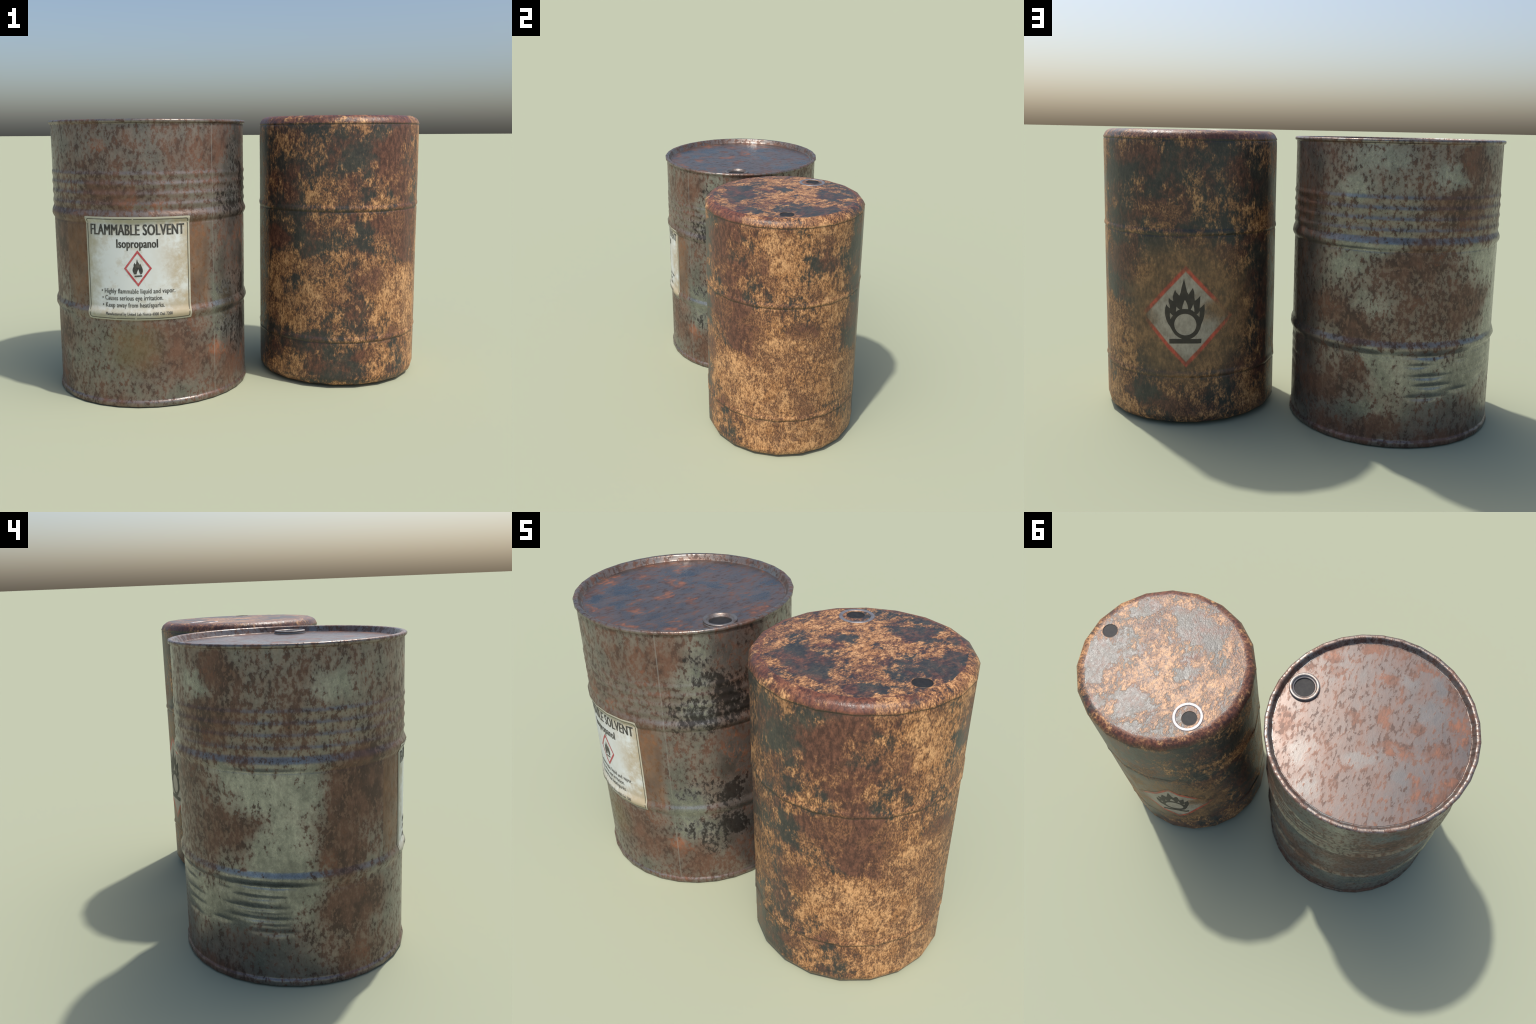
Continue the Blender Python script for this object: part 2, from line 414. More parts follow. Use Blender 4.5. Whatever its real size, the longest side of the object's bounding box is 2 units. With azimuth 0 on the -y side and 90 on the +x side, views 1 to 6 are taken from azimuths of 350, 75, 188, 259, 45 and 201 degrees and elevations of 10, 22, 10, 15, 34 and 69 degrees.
def brown_drum_rust(name, lid=False, shoulder=False, sign=False):
    g = Graph(name)
    P = g.obj
    u = g.angle()
    c0 = lambda s, k: g.mul(g.m('SUBTRACT', s, 0.5), k)
    if lid:
        a = radians(28)
        big = g.noise(P, 5.0, 5, 0.62, 0.3, off=(7.1, 4.7, 2), stretch=(1, 0.8, 1), rot=a)
        mid = g.noise(P, 19, 5, 0.66, 0.2, off=(2, 2, 0), stretch=(1, 0.7, 1), rot=a)
        fine = g.noise(P, 66, 4, 0.64, 0.0, off=(1, 5, 0), stretch=(1, 0.6, 1), rot=a)
        grain = g.noise(P, 190, 2, 0.62, 0.0, stretch=(1, 0.6, 1), rot=a)
        r5 = radians(44.6)
        pu = g.add(g.mul(g.x, cos(r5)), g.mul(g.y, sin(r5)))
        pv = g.add(g.mul(g.x, -sin(r5)), g.mul(g.y, cos(r5)))
        plane = g.warped(pu, pv, 0.13, 0.13, 15, (4, 4, 4))
        bias = g.patches(plane, BROWN_LID_TAN)
        redb = g.patches(plane, BROWN_LID_RED)
        base = 0.055
    else:
        big = g.noise(P, 4.0, 5, 0.62, 0.3, off=(1.3, 8.2, 4.1))
        mid = g.noise(P, 15, 5, 0.66, 0.15, off=(6.3, 2.2, 7.1), stretch=(1, 1, 0.9))
        fine = g.noise(P, 62, 4, 0.68, 0.0, off=(3, 1, 2), stretch=(1, 1, 0.50))
        grain = g.noise(P, 175, 2, 0.62, 0.0, stretch=(1, 1, 0.55))
        plane = g.warped(u, g.z, 0.34, 0.15, 11, (4, 4, 4))
        bias = g.patches(plane, BROWN_DRUM_TAN, D2R)
        # the weather side is crusted far more than the rest
        side = g.add(g.patch(plane, 0.0, 0.55, 52 * D2R, 1.2, 0.12, 0.3), g.patch(plane, -4 * D2R, 0.32, 58 * D2R, 0.42, 0.08, 0.4))
        bias = g.add(bias, side)
        redb = g.patches(plane, BROWN_DRUM_RED, D2R)
        base = 0.035
    fld = g.add(g.mul(big, 0.85), c0(mid, 0.72), c0(fine, 0.46), g.mul(bias, 0.9), base)
    tan = g.step(g.add(fld, c0(grain, 0.15)), 0.37, 0.58)
    # tan crust: pale grains over ochre, mottled brown
    tcol = g.mix(g.step(g.add(g.mul(fine, 0.55), g.mul(grain, 0.45)), 0.36, 0.62), OCHRE, TAN_A)
    tcol = g.mix(g.step(g.add(g.mul(mid, 0.30), g.mul(fine, 0.40), g.mul(grain, 0.2), g.mul(fld, 0.20)), 0.515, 0.72), tcol, TAN_B)
    mot = g.step(g.add(g.mul(g.noise(P, 6.5, 6, 0.72, 0.2, off=(4.4, 8.1, 6.0)), 0.56), g.mul(fine, 0.24), g.mul(grain, 0.20), g.mul(redb, -0.42)), 0.562, 0.415)
    tcol = g.mix(g.mul(mot, 0.85), tcol, g.mix(g.step(grain, 0.35, 0.65), (0.075, 0.034, 0.022, 1), (0.190, 0.082, 0.040, 1)))
    # old paint: olive black, some of it red-brown
    dcol = g.mix(g.step(g.add(g.mul(mid, 0.6), g.mul(fine, 0.4)), 0.38, 0.62), BLACK, OLIVE)
    rn = g.noise(P, 6.5, 5, 0.62, 0.2, off=(9.4, 3.3, 1.2))
    red = g.step(g.add(rn, c0(fine, 0.3), redb), 0.42, 0.66)
    rcol = g.mix(g.step(fine, 0.38, 0.62), MAROON, REDB)
    dcol = g.mix(red, dcol, rcol)
    # dark red blotches bleeding over the ochre
    blot = g.step(g.add(g.noise(P, 8.5, 5, 0.68, 0.25, off=(5.4, 1.3, 7.2)), c0(fine, 0.35), g.mul(redb, 0.5)), 0.57, 0.72)
    tcol = g.mix(g.mul(blot, 0.80), tcol, rcol)
    # thin dusting of pale grains over the paint
    dust = g.step(g.add(g.mul(fine, 0.6), g.mul(grain, 0.4), c0(big, 0.3)), 0.56, 0.68)
    dcol = g.mix(g.mul(dust, 0.35), dcol, OCHRE)
    col = g.mix(tan, dcol, tcol)
    tick = g.fmix(g.step(g.add(g.mul(fine, 0.35), g.mul(grain, 0.65)), 0.34, 0.66), 0.78, 1.15)
    col = g.mix(1.0, col, g.vec(tick, tick, tick), 'MULTIPLY')
    rough = g.add(g.fmix(tan, 0.37 if lid else 0.36, 0.42 if lid else 0.50), c0(fine, 0.28))
    metal = 0.0
    if shoulder:
        # the rolled shoulder has shed its paint: even red-brown with tan scuffs
        sh = g.step(g.add(g.z, c0(mid, 0.006)), 1.377, 1.381)
        gone = g.step(g.add(mid, g.patch(plane, 10 * D2R, 1.4, 46 * D2R, 0.3, 0.30), c0(fine, 0.4)), 0.66, 0.52)
        scol = g.mix(g.step(fine, 0.35, 0.65), MAROON, (0.20, 0.070, 0.038, 1))
        col = g.mix(g.mul(sh, gone, 0.8), col, scol)
    if lid:
        r = g.m('SQRT', g.add(g.mul(g.x, g.x), g.mul(g.y, g.y)))
        edge = g.step(g.add(r, c0(mid, 0.16)), 0.385, 0.402)
        col = g.mix(g.mul(edge, 0.85), col, g.mix(g.step(fine, 0.35, 0.65), MAROON, (0.20, 0.075, 0.04, 1)))
    if not lid:
        # narrow dark lines along the creases under the beads and the shoulder
        line = None
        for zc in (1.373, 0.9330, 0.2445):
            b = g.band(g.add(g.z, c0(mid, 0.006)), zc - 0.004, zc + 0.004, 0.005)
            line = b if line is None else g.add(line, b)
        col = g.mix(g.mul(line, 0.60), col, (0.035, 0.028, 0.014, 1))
    if not lid and not shoulder:
        # brown wash round the sign
        wash = g.patch(plane, 101 * D2R, 0.56, 40 * D2R, 0.33, 1.0, 0.3)
        wcol = g.mix(g.step(g.add(g.mul(mid, 0.5), g.mul(fine, 0.5)), 0.36, 0.62), (0.105, 0.058, 0.027, 1), (0.28, 0.152, 0.066, 1))
        col = g.mix(g.mul(wash, 0.84), col, wcol)
    if sign:
        s = g.m('DIVIDE', g.m('ABSOLUTE', g.m('SUBTRACT', u, 101 * D2R)), 30.4 * D2R)
        t = g.m('DIVIDE', g.m('ABSOLUTE', g.m('SUBTRACT', g.z, 0.545)), 0.253)
        d = g.add(s, t)
        wn = g.add(g.mul(big, 0.5), g.mul(mid, 0.35), g.mul(fine, 0.15))
        loss = g.maxi(g.patch(plane, 123 * D2R, 0.575, 10 * D2R, 0.06, 0.95), g.patch(plane, 71 * D2R, 0.52, 9 * D2R, 0.08, 1.0),
                      g.patch(plane, 112 * D2R, 0.31, 6 * D2R, 0.05, 0.6), g.patch(plane, 97 * D2R, 0.80, 5 * D2R, 0.04, 0.7))
        keep = g.mul(g.inv(loss), g.fmix(g.step(wn, 0.36, 0.56), 0.72, 1.0))
        white = g.mix(g.step(g.add(g.mul(mid, 0.5), g.mul(fine, 0.5)), 0.35, 0.65), (0.33, 0.275, 0.205, 1), (0.49, 0.42, 0.325, 1))
        redp = g.mix(g.step(fine, 0.35, 0.65), (0.42, 0.055, 0.030, 1), (0.66, 0.095, 0.050, 1))
        frame = g.mul(g.band(g.add(d, c0(fine, 0.015)), 0.875, 0.975, 0.030), keep, g.fmix(g.step(mid, 0.34, 0.50), 0.55, 0.95))
        field = g.mul(g.step(g.add(d, c0(fine, 0.01)), 0.895, 0.850), keep, 0.90)
        col = g.mix(field, col, white)
        col = g.mix(frame, col, redp)
    h = g.add(g.mul(fine, 0.6), g.mul(mid, 0.6), g.mul(grain, 0.4), g.mul(tan, 0.25))
    nrm = g.bump(h, 0.28, 0.007)
    return g.finish(col, rough, metal, nrm)


# --------------------------------------------------------------------------
#  geometry helpers
# --------------------------------------------------------------------------
def link(ob, parent):
    bpy.context.scene.collection.objects.link(ob)
    if parent is not None:
        ob.parent = parent
    return ob


def mesh_object(name, verts, faces, mat, parent, normals=None, smooth=True):
    me = bpy.data.meshes.new(name)
    me.from_pydata([tuple(map(float, v)) for v in verts], [], [tuple(int(i) for i in f) for f in faces])
    me.update()
    for p in me.polygons:
        p.use_smooth = smooth
    if normals is not None:
        me.normals_split_custom_set_from_vertices([tuple(map(float, n)) for n in normals])
    me.materials.append(mat)
    return link(bpy.data.objects.new(name, me), parent)


def bead(z, z0, half, h):
    """round bead standing h proud over |z - z0| < half"""
    t = np.clip(np.abs(z - z0) / half, 0, 1)
    return h * (0.5 + 0.5 * np.cos(pi * t)) ** 0.8


def facet(theta, n):
    """radius factor that turns a circle into an n-gon with a corner at angle 0"""
    w = 2 * pi / n
    return cos(w / 2) / np.cos(np.mod(theta, w) - w / 2)


class Lathe:
    """profile (r, z) turned about z into an n-sided wall, shaded as round"""

    def __init__(self, prof, n, sub, relief=None):
        prof = np.array(prof, float)
        self.cols = n * sub
        th = np.arange(self.cols) * 2 * pi / self.cols
        r = prof[:, 0][:, None] * np.ones_like(th)[None, :]
        z = prof[:, 1][:, None] * np.ones_like(th)[None, :]
        if relief is not None:
            r = r + relief(th[None, :], z)
        T = np.broadcast_to(th, r.shape)
        rnd = np.stack([r * np.cos(T), r * np.sin(T), z], -1)
        f = facet(T, n)
        self.P = np.stack([r * f * np.cos(T), r * f * np.sin(T), z], -1)
        du = np.roll(rnd, -1, 1) - np.roll(rnd, 1, 1)
        seg = np.diff(rnd, axis=0)
        seg = seg / np.maximum(np.linalg.norm(seg, axis=2, keepdims=True), 1e-9)
        dv = np.concatenate([seg[:1], seg[:-1] + seg[1:], seg[-1:]], 0)
        nr = np.cross(du, dv)
        self.N = nr / np.maximum(np.linalg.norm(nr, axis=2, keepdims=True), 1e-12)

    def part(self, name, i0, i1, mat, parent):
        c = self.cols
        P = self.P[i0:i1 + 1].reshape(-1, 3)
        N = self.N[i0:i1 + 1].reshape(-1, 3)
        F = []
        for i in range(i1 - i0):
            for j in range(c):
                k = (j + 1) % c
                F.append((i * c + j, i * c + k, (i + 1) * c + k, (i + 1) * c + j))
        return mesh_object(name, P, F, mat, parent, N)


def index_of(prof, z):
    return int(np.argmin([abs(p[1] - z) for p in prof]))


def flat_shape(loops, z=0.0):
    """filled planar mesh from closed loops (later loops inside are holes)"""
    cu = bpy.data.curves.new('shape', 'CURVE')
    cu.dimensions = '2D'
    cu.fill_mode = 'BOTH'
    for lp in loops:
        sp = cu.splines.new('POLY')
        sp.points.add(len(lp) - 1)
        for p, (x, y) in zip(sp.points, lp):
            p.co = (x, y, 0, 1)
        sp.use_cyclic_u = True
    ob = bpy.data.objects.new('shape', cu)
    bpy.context.scene.collection.objects.link(ob)
    dg = bpy.context.evaluated_depsgraph_get()
    dg.update()
    me = ob.evaluated_get(dg).to_mesh()
    V = [(v.co.x, v.co.y, z) for v in me.vertices]
    F = [tuple(p.vertices) for p in me.polygons]
    F = [f if face_up(V, f) else tuple(reversed(f)) for f in F]
    ob.to_mesh_clear()
    bpy.data.objects.remove(ob)
    bpy.data.curves.remove(cu)
    return V, F


def face_up(V, f):
    a = 0.0
    for i in range(len(f)):
        x0, y0 = V[f[i]][:2]
        x1, y1 = V[f[(i + 1) % len(f)]][:2]
        a += x0 * y1 - x1 * y0
    return a > 0


def text_shape(body):
    cu = bpy.data.curves.new('lettering', 'FONT')
    cu.body = body
    cu.size = 1.0
    cu.space_character = 1.05
    cu.resolution_u = 3
    ob = bpy.data.objects.new('lettering', cu)
    bpy.context.scene.collection.objects.link(ob)
    dg = bpy.context.evaluated_depsgraph_get()
    dg.update()
    me = ob.evaluated_get(dg).to_mesh()
    V = np.array([(v.co.x, v.co.y) for v in me.vertices])
    F = [tuple(p.vertices) for p in me.polygons]
    F = [f if face_up(V, f) else tuple(reversed(f)) for f in F]
    ob.to_mesh_clear()
    bpy.data.objects.remove(ob)
    bpy.data.curves.remove(cu)
    return V, F


def ring(n, r, cx=0.0, cy=0.0, start=0.0):
    return [(cx + r * cos(start + 2 * pi * i / n), cy + r * sin(start + 2 * pi * i / n)) for i in range(n)]


def slice_mesh(V, F, step):
    """cut a flat mesh on upright lines every `step` so it can be bent round a wall"""
    import bmesh
    bm = bmesh.new()
    vs = [bm.verts.new((v[0], v[1], 0)) for v in V]
    for f in F:
        try:
            bm.faces.new([vs[i] for i in f])
        except ValueError:
            pass
    xs = [v[0] for v in V]
    ys = [v[1] for v in V]
    for ax, lo, hi in ((0, min(xs), max(xs)), (1, min(ys), max(ys))):
        k = math.ceil(lo / step)
        while k * step < hi:
            co = (k * step, 0, 0) if ax == 0 else (0, k * step, 0)
            no = (1, 0, 0) if ax == 0 else (0, 1, 0)
            bmesh.ops.bisect_plane(bm, geom=bm.verts[:] + bm.edges[:] + bm.faces[:], plane_co=co, plane_no=no, dist=1e-6)
            k += 1
    bm.verts.index_update()
    V2 = [(v.co.x, v.co.y) for v in bm.verts]
    F2 = [tuple(v.index for v in f.verts) for f in bm.faces]
    bm.free()
    F2 = [f if face_up(V2, f) else tuple(reversed(f)) for f in F2]
    return V2, F2


class Wall:
    """the outer surface of a drum as a function of angle and height"""

    def __init__(self, radius, n):
        self.radius, self.n = radius, n

    def apply(self, name, V, F, th0, z0, r0, lift, mat, parent, step=0.02):
        """bend a flat drawing (x along the arc, y up) on to the wall"""
        if step:
            V, F = slice_mesh(V, F, step)
        V = np.array(V)
        th, z, e = th0 + V[:, 0] / r0, z0 + V[:, 1], 0.002
        r = self.radius(th, z) * facet(th, self.n) + lift
        dr = (self.radius(th, z + e) - self.radius(th, z - e)) / (2 * e)
        P = np.stack([r * np.cos(th), r * np.sin(th), z], -1)
        N = np.stack([np.cos(th), np.sin(th), -dr], -1)
        N /= np.linalg.norm(N, axis=1, keepdims=True)
        return mesh_object(name, P, F, mat, parent, N)


def turned_ring(name, prof, n, cx, cy, mat, parent, closed=True):
    """ring with a lathe profile of (r, z) points round a vertical axis at cx, cy"""
    V, F = [], []
    k = len(prof)
    for i in range(n):
        a = 2 * pi * i / n
        for r, z in prof:
            V.append((cx + r * cos(a), cy + r * sin(a), z))
    for i in range(n):
        j = (i + 1) % n
        for p in range(k if closed else k - 1):
            q = (p + 1) % k
            F.append((i * k + p, j * k + p, j * k + q, i * k + q))
    return mesh_object(name, V, F, mat, parent)


def disc(name, n, r, cx, cy, z, mat, parent, down=False):
    V, F = flat_shape([ring(n, r, cx, cy)], z)
    if down:
        F = [tuple(reversed(f)) for f in F]
    return mesh_object(name, V, F, mat, parent, smooth=False)


def empty(name, x, y, label, category):
    e = bpy.data.objects.new(name, None)
    e.location = (x, y, 0)
    e.empty_display_size = 0.2
    e["label"] = label
    e["category"] = category
    return link(e, None)


# --------------------------------------------------------------------------
#  the big grey drum
# --------------------------------------------------------------------------
def build_grey_drum():
    root = empty('grey_steel_drum', -0.4885, 0.0,
                 'grey rusted steel drum with white flammable solvent label', 'oil drum')
    NS, SUB = 32, 6
    R = 0.5015
    HOOPS = (0.940, 0.470)
    BEADS = (1.139, 1.093, 1.046, 0.997)
    # creases pressed into the wall on the shaded side: angle, height, half width deg, half height, depth
    DENTS = [(152, 0.436, 22, 0.015, .0060), (150, 0.386, 20, 0.011, .0045), (147, 0.340, 22, 0.013, .0058), (150, 0.293, 20, 0.013, .0058),
             (157, 0.236, 17, 0.014, .0060), (111, 0.431, 17, 0.013, .0055), (104, 0.388, 12, 0.010, .0040), (110, 0.336, 17, 0.012, .0055),
             (112, 0.291, 15, 0.012, .0050), (108, 0.238, 15, 0.013, .0055), (130, 0.405, 9, 0.010, .0035), (129, 0.262, 9, 0.010, .0035),
             (14, 0.420, 22, 0.011, .0045), (10, 0.375, 20, 0.010, .0045), (16, 0.325, 22, 0.011, .0045), (12, 0.270, 20, 0.011, .0045),
             (152, 0.412, 16, 0.007, .0030), (150, 0.316, 16, 0.007, .0030), (154, 0.266, 14, 0.007, .0030), (190, 0.420, 14, 0.009, .0030)]

    def bare(z):
        r = np.full(np.shape(z), R, float)
        for h in HOOPS:
            r = r + bead(z, h, 0.034, 0.0105)
        for b in BEADS:
            r = r + bead(z, b, 0.017, 0.0034)
        r = r - bead(z, 0.9115, 0.010, 0.0016)
        r = r - bead(z, 0.4330, 0.010, 0.0012)
        return r

    def dents(th, z):
        d = np.zeros(np.broadcast(th, z).shape)
        for a, zc, w, h, dep in DENTS:
            da = np.mod(th - a * D2R + pi, 2 * pi) - pi
            t = np.clip(np.abs(da) / (w * D2R), 0, 1)
            env = (0.5 + 0.5 * np.cos(pi * t))
            zz = (z - zc - 0.008 * (da / (w * D2R)) ** 2) / (h * (0.35 + 0.65 * env))
            d -= dep * env * np.exp(-zz ** 2)
        return d

    zs = np.concatenate([np.arange(0.040, 1.3701, 0.006), [1.374]])
    for h in HOOPS:
        zs = np.append(zs, [h - 0.034, h + 0.034])
    zs = np.unique(np.round(zs, 4))
    lower = [(0.486, 0.000), (0.499, 0.000), (0.5065, 0.0025), (0.509, 0.008), (0.509, 0.021), (0.507, 0.0275), (0.503, 0.0315), (R, 0.034)]
    upper = [(R, 1.3775), (0.503, 1.3800), (0.5082, 1.3815), (0.5105, 1.3845), (0.511, 1.389), (0.5105, 1.3935), (0.508, 1.3965),
             (0.503, 1.3978), (0.494, 1.3978), (0.4895, 1.3962), (0.4870, 1.3925), (0.4850, 1.388),
             (0.4770, 1.3735), (0.4745, 1.3695), (0.4720, 1.3690), (0.4690, 1.3705)]
    prof = lower + [(float(bare(np.array([z]))[0]), float(z)) for z in zs] + upper
    lat = Lathe(prof, NS, SUB, lambda th, z: np.where((z > 0.03) & (z < 1.37), dents(th, z), 0.0))
    wallm = grey_drum_metal('weathered_grey_steel')
    rimm = grey_drum_metal('chime_steel', rim=True)
    iz = lambda z: len(lower) + int(np.argmin(np.abs(zs - z)))
    cuts = [len(lower) - 1, iz(HOOPS[1] - .034), iz(HOOPS[1] + .034), iz(HOOPS[0] - .034), iz(HOOPS[0] + .034), len(lower) + len(zs)]
    lat.part('bottom_rim', 0, cuts[0], rimm, root)
    lat.part('wall', cuts[0], cuts[1], wallm, root)
    lat.part('rolling_hoop', cuts[1], cuts[2], wallm, root)
    lat.part('wall', cuts[2], cuts[3], wallm, root)
    lat.part('rolling_hoop', cuts[3], cuts[4], wallm, root)
    lat.part('wall', cuts[4], cuts[5], wallm, root)
    lat.part('top_rim', cuts[5], len(prof) - 1, rimm, root)

    # lid with a hole for the bung, and the base plate
    BX, BY = 0.373, -0.113
    rim_in = [tuple(p[:2]) for p in lat.P[-1][::SUB]]
    V, F = flat_shape([rim_in, ring(40, 0.052, BX, BY)], 1.3705)
    mesh_object('lid', V, F, grey_drum_metal('rusted_lid_steel', lid=True), root, smooth=False)
    V, F = flat_shape([ring(NS, 0.488)], 0.006)
    mesh_object('base_plate', V, [tuple(reversed(f)) for f in F], rimm, root, smooth=False)
    bung = turned_ring('bung_collar', [(0.0755, 1.3700), (0.0755, 1.3745), (0.0740, 1.3755), (0.0740, 1.3790), (0.0752, 1.3800),
                                       (0.0740, 1.3838), (0.0710, 1.3852), (0.0630, 1.3848), (0.0595, 1.3830), (0.0585, 1.3790),
                                       (0.0570, 1.3770), (0.0535, 1.3770), (0.0510, 1.3755), (0.0500, 1.3720), (0.0500, 1.3560),
                                       (0.0530, 1.3560)], 40, BX, BY, clean_metal('bung_steel', (0.27, 0.25, 0.23, 1), 0.5), root)
    disc('bung_plug', 40, 0.0505, BX, BY, 1.3690, dark_plug('bung_black'), bung)

    # ---------------- the paper label
    wall = Wall(lambda th, z: bare(z) + np.where(z > 0.03, dents(th, z), 0.0), NS)
    TH0, Z0, R0 = -99.9 * D2R, 0.692, 0.5
    W, H = 0.5185, 0.502

    def rounded(w, h, c, k=5):
        pts = []
        for sx, sy, a0 in ((1, 1, 0), (-1, 1, 90), (-1, -1, 180), (1, -1, 270)):
            for i in range(k + 1):
                a = (a0 + 90 * i / k) * D2R
                pts.append((sx * (w / 2 - c) + c * cos(a), sy * (h / 2 - c) + c * sin(a)))
        return pts

    label = wall.apply('label', *flat_shape([rounded(W, H, 0.006)]), TH0, Z0, R0, 0.0012, paper('label_paper'), root, 0.012)
    black = ink('label_ink', (0.028, 0.027, 0.024, 1), (0.13, 0.12, 0.10, 1))
    grey = ink('small_print_ink', (0.070, 0.070, 0.064, 1), (0.22, 0.21, 0.18, 1))
    line = ink('border_ink', (0.050, 0.050, 0.038, 1), (0.16, 0.15, 0.11, 1))
    red = ink('warning_red_ink', (0.40, 0.045, 0.055, 1), (0.50, 0.16, 0.15, 1))
    wall.apply('label_border', *flat_shape([rounded(W - 0.017, H - 0.017, 0.011), rounded(W - 0.024, H - 0.024, 0.008)]),
               TH0, Z0 - 0.001, R0, 0.0018, line, label, 0.02)

    def words(name, body, th_l, th_r, z_lo, z_hi, mat, bold):
        """set a line of type into the box given by two angles and two heights"""
        V, F = text_shape(body)
        x0, x1 = (th_l * D2R - TH0) * R0, (th_r * D2R - TH0) * R0
        lo, hi = V.min(0), V.max(0)
        Q = (V - lo) / (hi - lo) * np.array([x1 - x0 - bold, z_hi - z_lo]) + np.array([x0, z_lo - Z0])
        # heavy type: the same line struck three times, each a hair further on
        sets, faces = [], []
        for i in range(3):
            faces += [tuple(k + i * len(Q) for k in f) for f in F]
            sets.append(Q + np.array([bold * i / 2, 0]))
        lift = np.repeat([0.0020, 0.0021, 0.0022], len(Q))
        wall.apply(name, np.concatenate(sets), faces, TH0, Z0, R0, lift, mat, label, None)

    words('headline_text', 'FLAMMABLE SOLVENT', -126.6, -73.2, 0.8555, 0.907, black, 0.0045)
    words('product_text', 'Isopropanol', -110.9, -88.0, 0.782, 0.836, black, 0.0035)
    words('warning_text', '\u2022 Highly flammable liquid and vapor.', -120.8, -79.2, 0.566, 0.597, grey, 0.0014)
    words('warning_text', '\u2022 Causes serious eye irritation.', -120.5, -86.0, 0.532, 0.563, grey, 0.0014)
    words('warning_text', '\u2022 Keep away from heat/sparks.', -120.4, -85.2, 0.497, 0.528, grey, 0.0014)
    words('maker_text', 'Manufactured by United Lab Norco 4000 Oak 7200', -118.1, -81.2, 0.462, 0.482, grey, 0.0010)

    def diamond(w, h):
        return [(0, h), (-w, 0), (0, -h), (w, 0)]
    thd, zd = -99.35 * D2R, 0.696
    wall.apply('hazard_diamond', *flat_shape([diamond(0.0665, 0.0880), diamond(0.0555, 0.0730)]), thd, zd, R0, 0.0022, red, label, 0.02)
    k = 0.000385
    fl = [(740, 866), (727, 840), (720, 812), (727, 786), (738, 768), (736, 745), (750, 718), (756, 742), (766, 736), (772, 705),
          (780, 678), (786, 706), (800, 728), (806, 752), (814, 730), (826, 756), (838, 780), (846, 808), (846, 836), (836, 862),
          (818, 870), (806, 850), (800, 824), (793, 800), (786, 815), (776, 838), (768, 866)]
    wall.apply('flame_pictogram', *flat_shape([[((x - 786) * k, (800 - y) * k) for x, y in fl],
                                               [((x - 786) * k, (800 - y) * k) for x, y in ((744, 884), (836, 880), (838, 897), (744, 902))]]),
               thd, zd - 0.002, R0, 0.0022, black, label, 0.02)
    return root


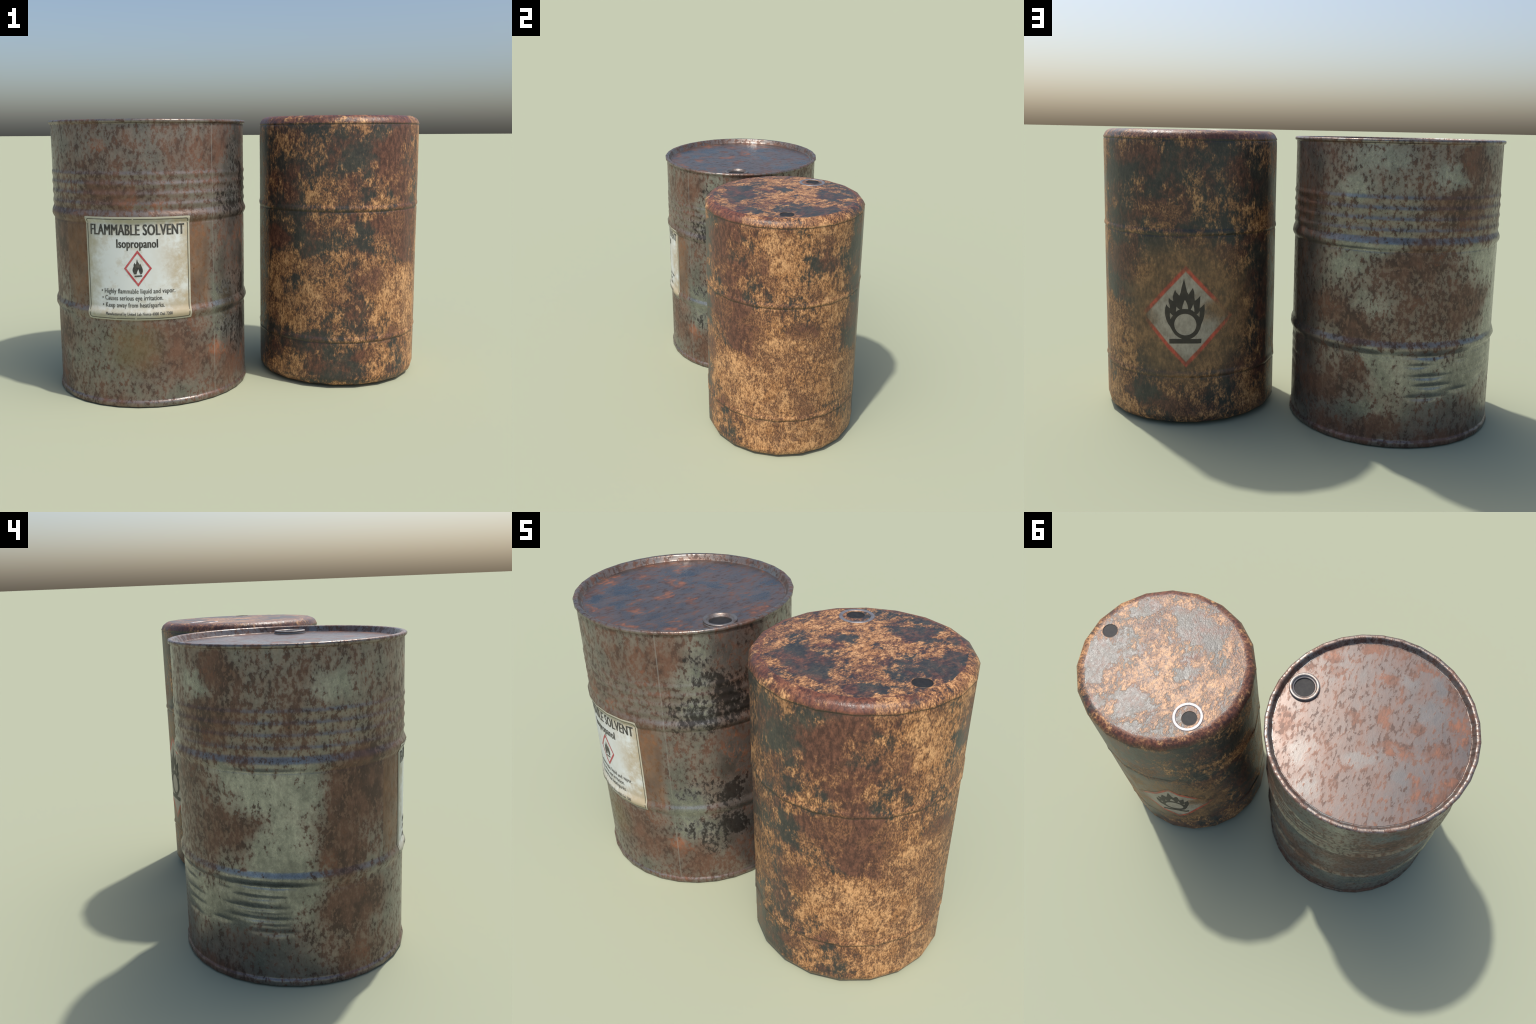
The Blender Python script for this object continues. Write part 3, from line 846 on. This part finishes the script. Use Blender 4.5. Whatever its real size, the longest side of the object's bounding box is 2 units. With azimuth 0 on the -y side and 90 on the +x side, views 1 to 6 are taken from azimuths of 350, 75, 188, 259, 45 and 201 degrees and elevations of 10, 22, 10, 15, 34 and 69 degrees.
# --------------------------------------------------------------------------
#  the slim brown drum
# --------------------------------------------------------------------------
def build_brown_drum():
    root = empty('rusty_brown_drum', 0.5575, 0.0095,
                 'slim rust brown steel drum with faded oxidizer hazard sign', 'oil drum')
    NS, SUB = 20, 8
    R = 0.4408

    def bare(z):
        r = np.full(np.shape(z), R, float)
        for h in (0.9475, 0.2600):
            r = r + bead(z, h, 0.019, 0.0036)
            r = r - bead(z, h - 0.0150, 0.008, 0.0024)
        return r

    def wobble(th, z):
        # faint dents and waves of thin sheet
        return 0.0006 * (np.sin(3 * th + 4 * z) * np.sin(5.1 * z + 1) + 0.7 * np.sin(7 * th - 3 * z + 2))

    zs = np.unique(np.round(np.concatenate([np.arange(0.045, 1.361, 0.012), np.arange(0.232, 0.281, 0.003), np.arange(0.918, 0.969, 0.003)]), 4))
    lower = [(0.405, 0.0125), (0.421, 0.0125), (0.4300, 0.0200), (0.4360, 0.0320)]
    upper = [(R, 1.3670), (0.4402, 1.3700), (0.4388, 1.3730), (0.4415, 1.3760), (0.4422, 1.3785), (0.4375, 1.3880), (0.4330, 1.3975),
             (0.4270, 1.4050), (0.4180, 1.4110), (0.4080, 1.4152), (0.4000, 1.4172), (0.3940, 1.4175)]
    prof = lower + [(float(bare(np.array([z]))[0]), float(z)) for z in zs] + upper
    lat = Lathe(prof, NS, SUB, lambda th, z: np.where((z > 0.05) & (z < 1.36), wobble(th, z), 0.0))
    wallm = brown_drum_rust('rust_crusted_steel')
    shm = brown_drum_rust('shoulder_rust', shoulder=True)
    iz = lambda z: len(lower) + int(np.argmin(np.abs(zs - z)))
    c = [3, iz(0.237), iz(0.277), iz(0.925), iz(0.965), len(lower) + len(zs)]
    lat.part('bottom_rim', 0, c[0], wallm, root)
    lat.part('wall', c[0], c[1], wallm, root)
    lat.part('raised_bead', c[1], c[2], wallm, root)
    lat.part('wall', c[2], c[3], wallm, root)
    lat.part('raised_bead', c[3], c[4], wallm, root)
    lat.part('wall', c[4], c[5], wallm, root)
    lat.part('shoulder', c[5], len(prof) - 1, shm, root)

    # lid with its two bung holes
    lidm = brown_drum_rust('lid_rust', lid=True)
    HOLES = ((0.3285, -0.0815), (-0.2195, 0.2315))
    edge = [tuple(p[:2]) for p in lat.P[-1][::SUB]]
    V, F = flat_shape([edge] + [ring(36, 0.0365, x, y) for x, y in HOLES], 1.4175)
    mesh_object('lid', V, F, lidm, root, smooth=False)
    V, F = flat_shape([ring(NS, 0.405)], 0.0125)
    mesh_object('base_plate', V, [tuple(reversed(f)) for f in F], wallm, root, smooth=False)
    holem = clean_metal('bung_hole_steel', (0.10, 0.085, 0.07, 1), 0.6)
    plugm = dark_plug('bung_hole_black')
    for x, y in HOLES:
        w = turned_ring('bung_hole', [(0.0385, 1.4172), (0.0378, 1.4184), (0.0366, 1.4182), (0.0360, 1.4165), (0.0360, 1.4000), (0.0390, 1.4000)],
                        36, x, y, holem, root)
        disc('bung_plug', 36, 0.0362, x, y, 1.4160, plugm, w)
    turned_ring('bung_flange', [(0.0748, 1.4172), (0.0742, 1.4188), (0.0725, 1.4197), (0.0690, 1.4200), (0.0620, 1.4198), (0.0590, 1.4190), (0.0575, 1.4172)],
                48, -0.2100, 0.2260, clean_metal('flange_steel', (0.40, 0.37, 0.36, 1), 0.4), root)

    # ---------------- stencilled hazard sign
    wall = Wall(lambda th, z: bare(z) + wobble(th, z), NS)
    th0, z0 = 101 * D2R, 0.545
    w, h = 30.4 * D2R * R, 0.253
    sign = wall.apply('hazard_sign', *flat_shape([[(0, h), (-w, 0), (0, -h), (w, 0)]]), th0, z0, R, 0.0007,
                      brown_drum_rust('sign_paint', sign=True), root, 0.014)
    k = 0.000428
    q = lambda pts: [((x - 895) * k, (830 - y) * k) for x, y in pts]
    outline = [(868, 1000), (820, 978), (780, 945), (748, 895), (728, 855), (705, 820), (685, 780), (672, 730), (669, 680), (676, 640),
               (688, 605), (702, 628), (728, 650), (726, 615), (713, 575), (716, 530), (735, 552), (765, 568), (758, 520), (770, 480),
               (785, 440), (800, 470), (832, 505), (846, 470), (858, 410), (885, 312), (905, 410), (918, 462), (936, 492), (950, 465),
               (982, 415), (997, 465), (998, 520), (1003, 560), (1030, 540), (1063, 505), (1062, 560), (1058, 600), (1055, 648), (1080, 628),
               (1110, 600), (1113, 660), (1110, 720), (1098, 775), (1075, 830), (1062, 880), (1035, 930), (1000, 968), (962, 992), (930, 1000)]
    holes = [ring(32, 123, 897, 832),
             [(893, 552), (880, 580), (866, 625), (862, 656), (893, 654), (930, 656), (922, 610), (908, 575)],
             [(800, 628), (796, 660), (794, 688), (812, 672), (836, 660), (816, 648)],
             [(986, 598), (972, 635), (958, 662), (980, 672), (998, 688), (996, 645)],
             [(728, 698), (726, 735), (734, 775), (745, 750), (760, 732), (742, 715)],
             [(1056, 678), (1040, 700), (1022, 716), (1040, 730), (1052, 746), (1058, 712)]]
    soot = ink('stencil_black', (0.034, 0.025, 0.018, 1), (0.075, 0.055, 0.036, 1))
    wall.apply('flame_pictogram', *flat_shape([q(outline)] + [q(p) for p in holes]), 100.5 * D2R, 0.510, R, 0.0013, soot, sign, 0.02)
    wall.apply('ground_bar', *flat_shape([q([(719, 998), (1076, 994), (1073, 1046), (719, 1052)])]), 100.5 * D2R, 0.510, R, 0.0014, soot, sign, 0.02)
    return root


build_grey_drum()
build_brown_drum()
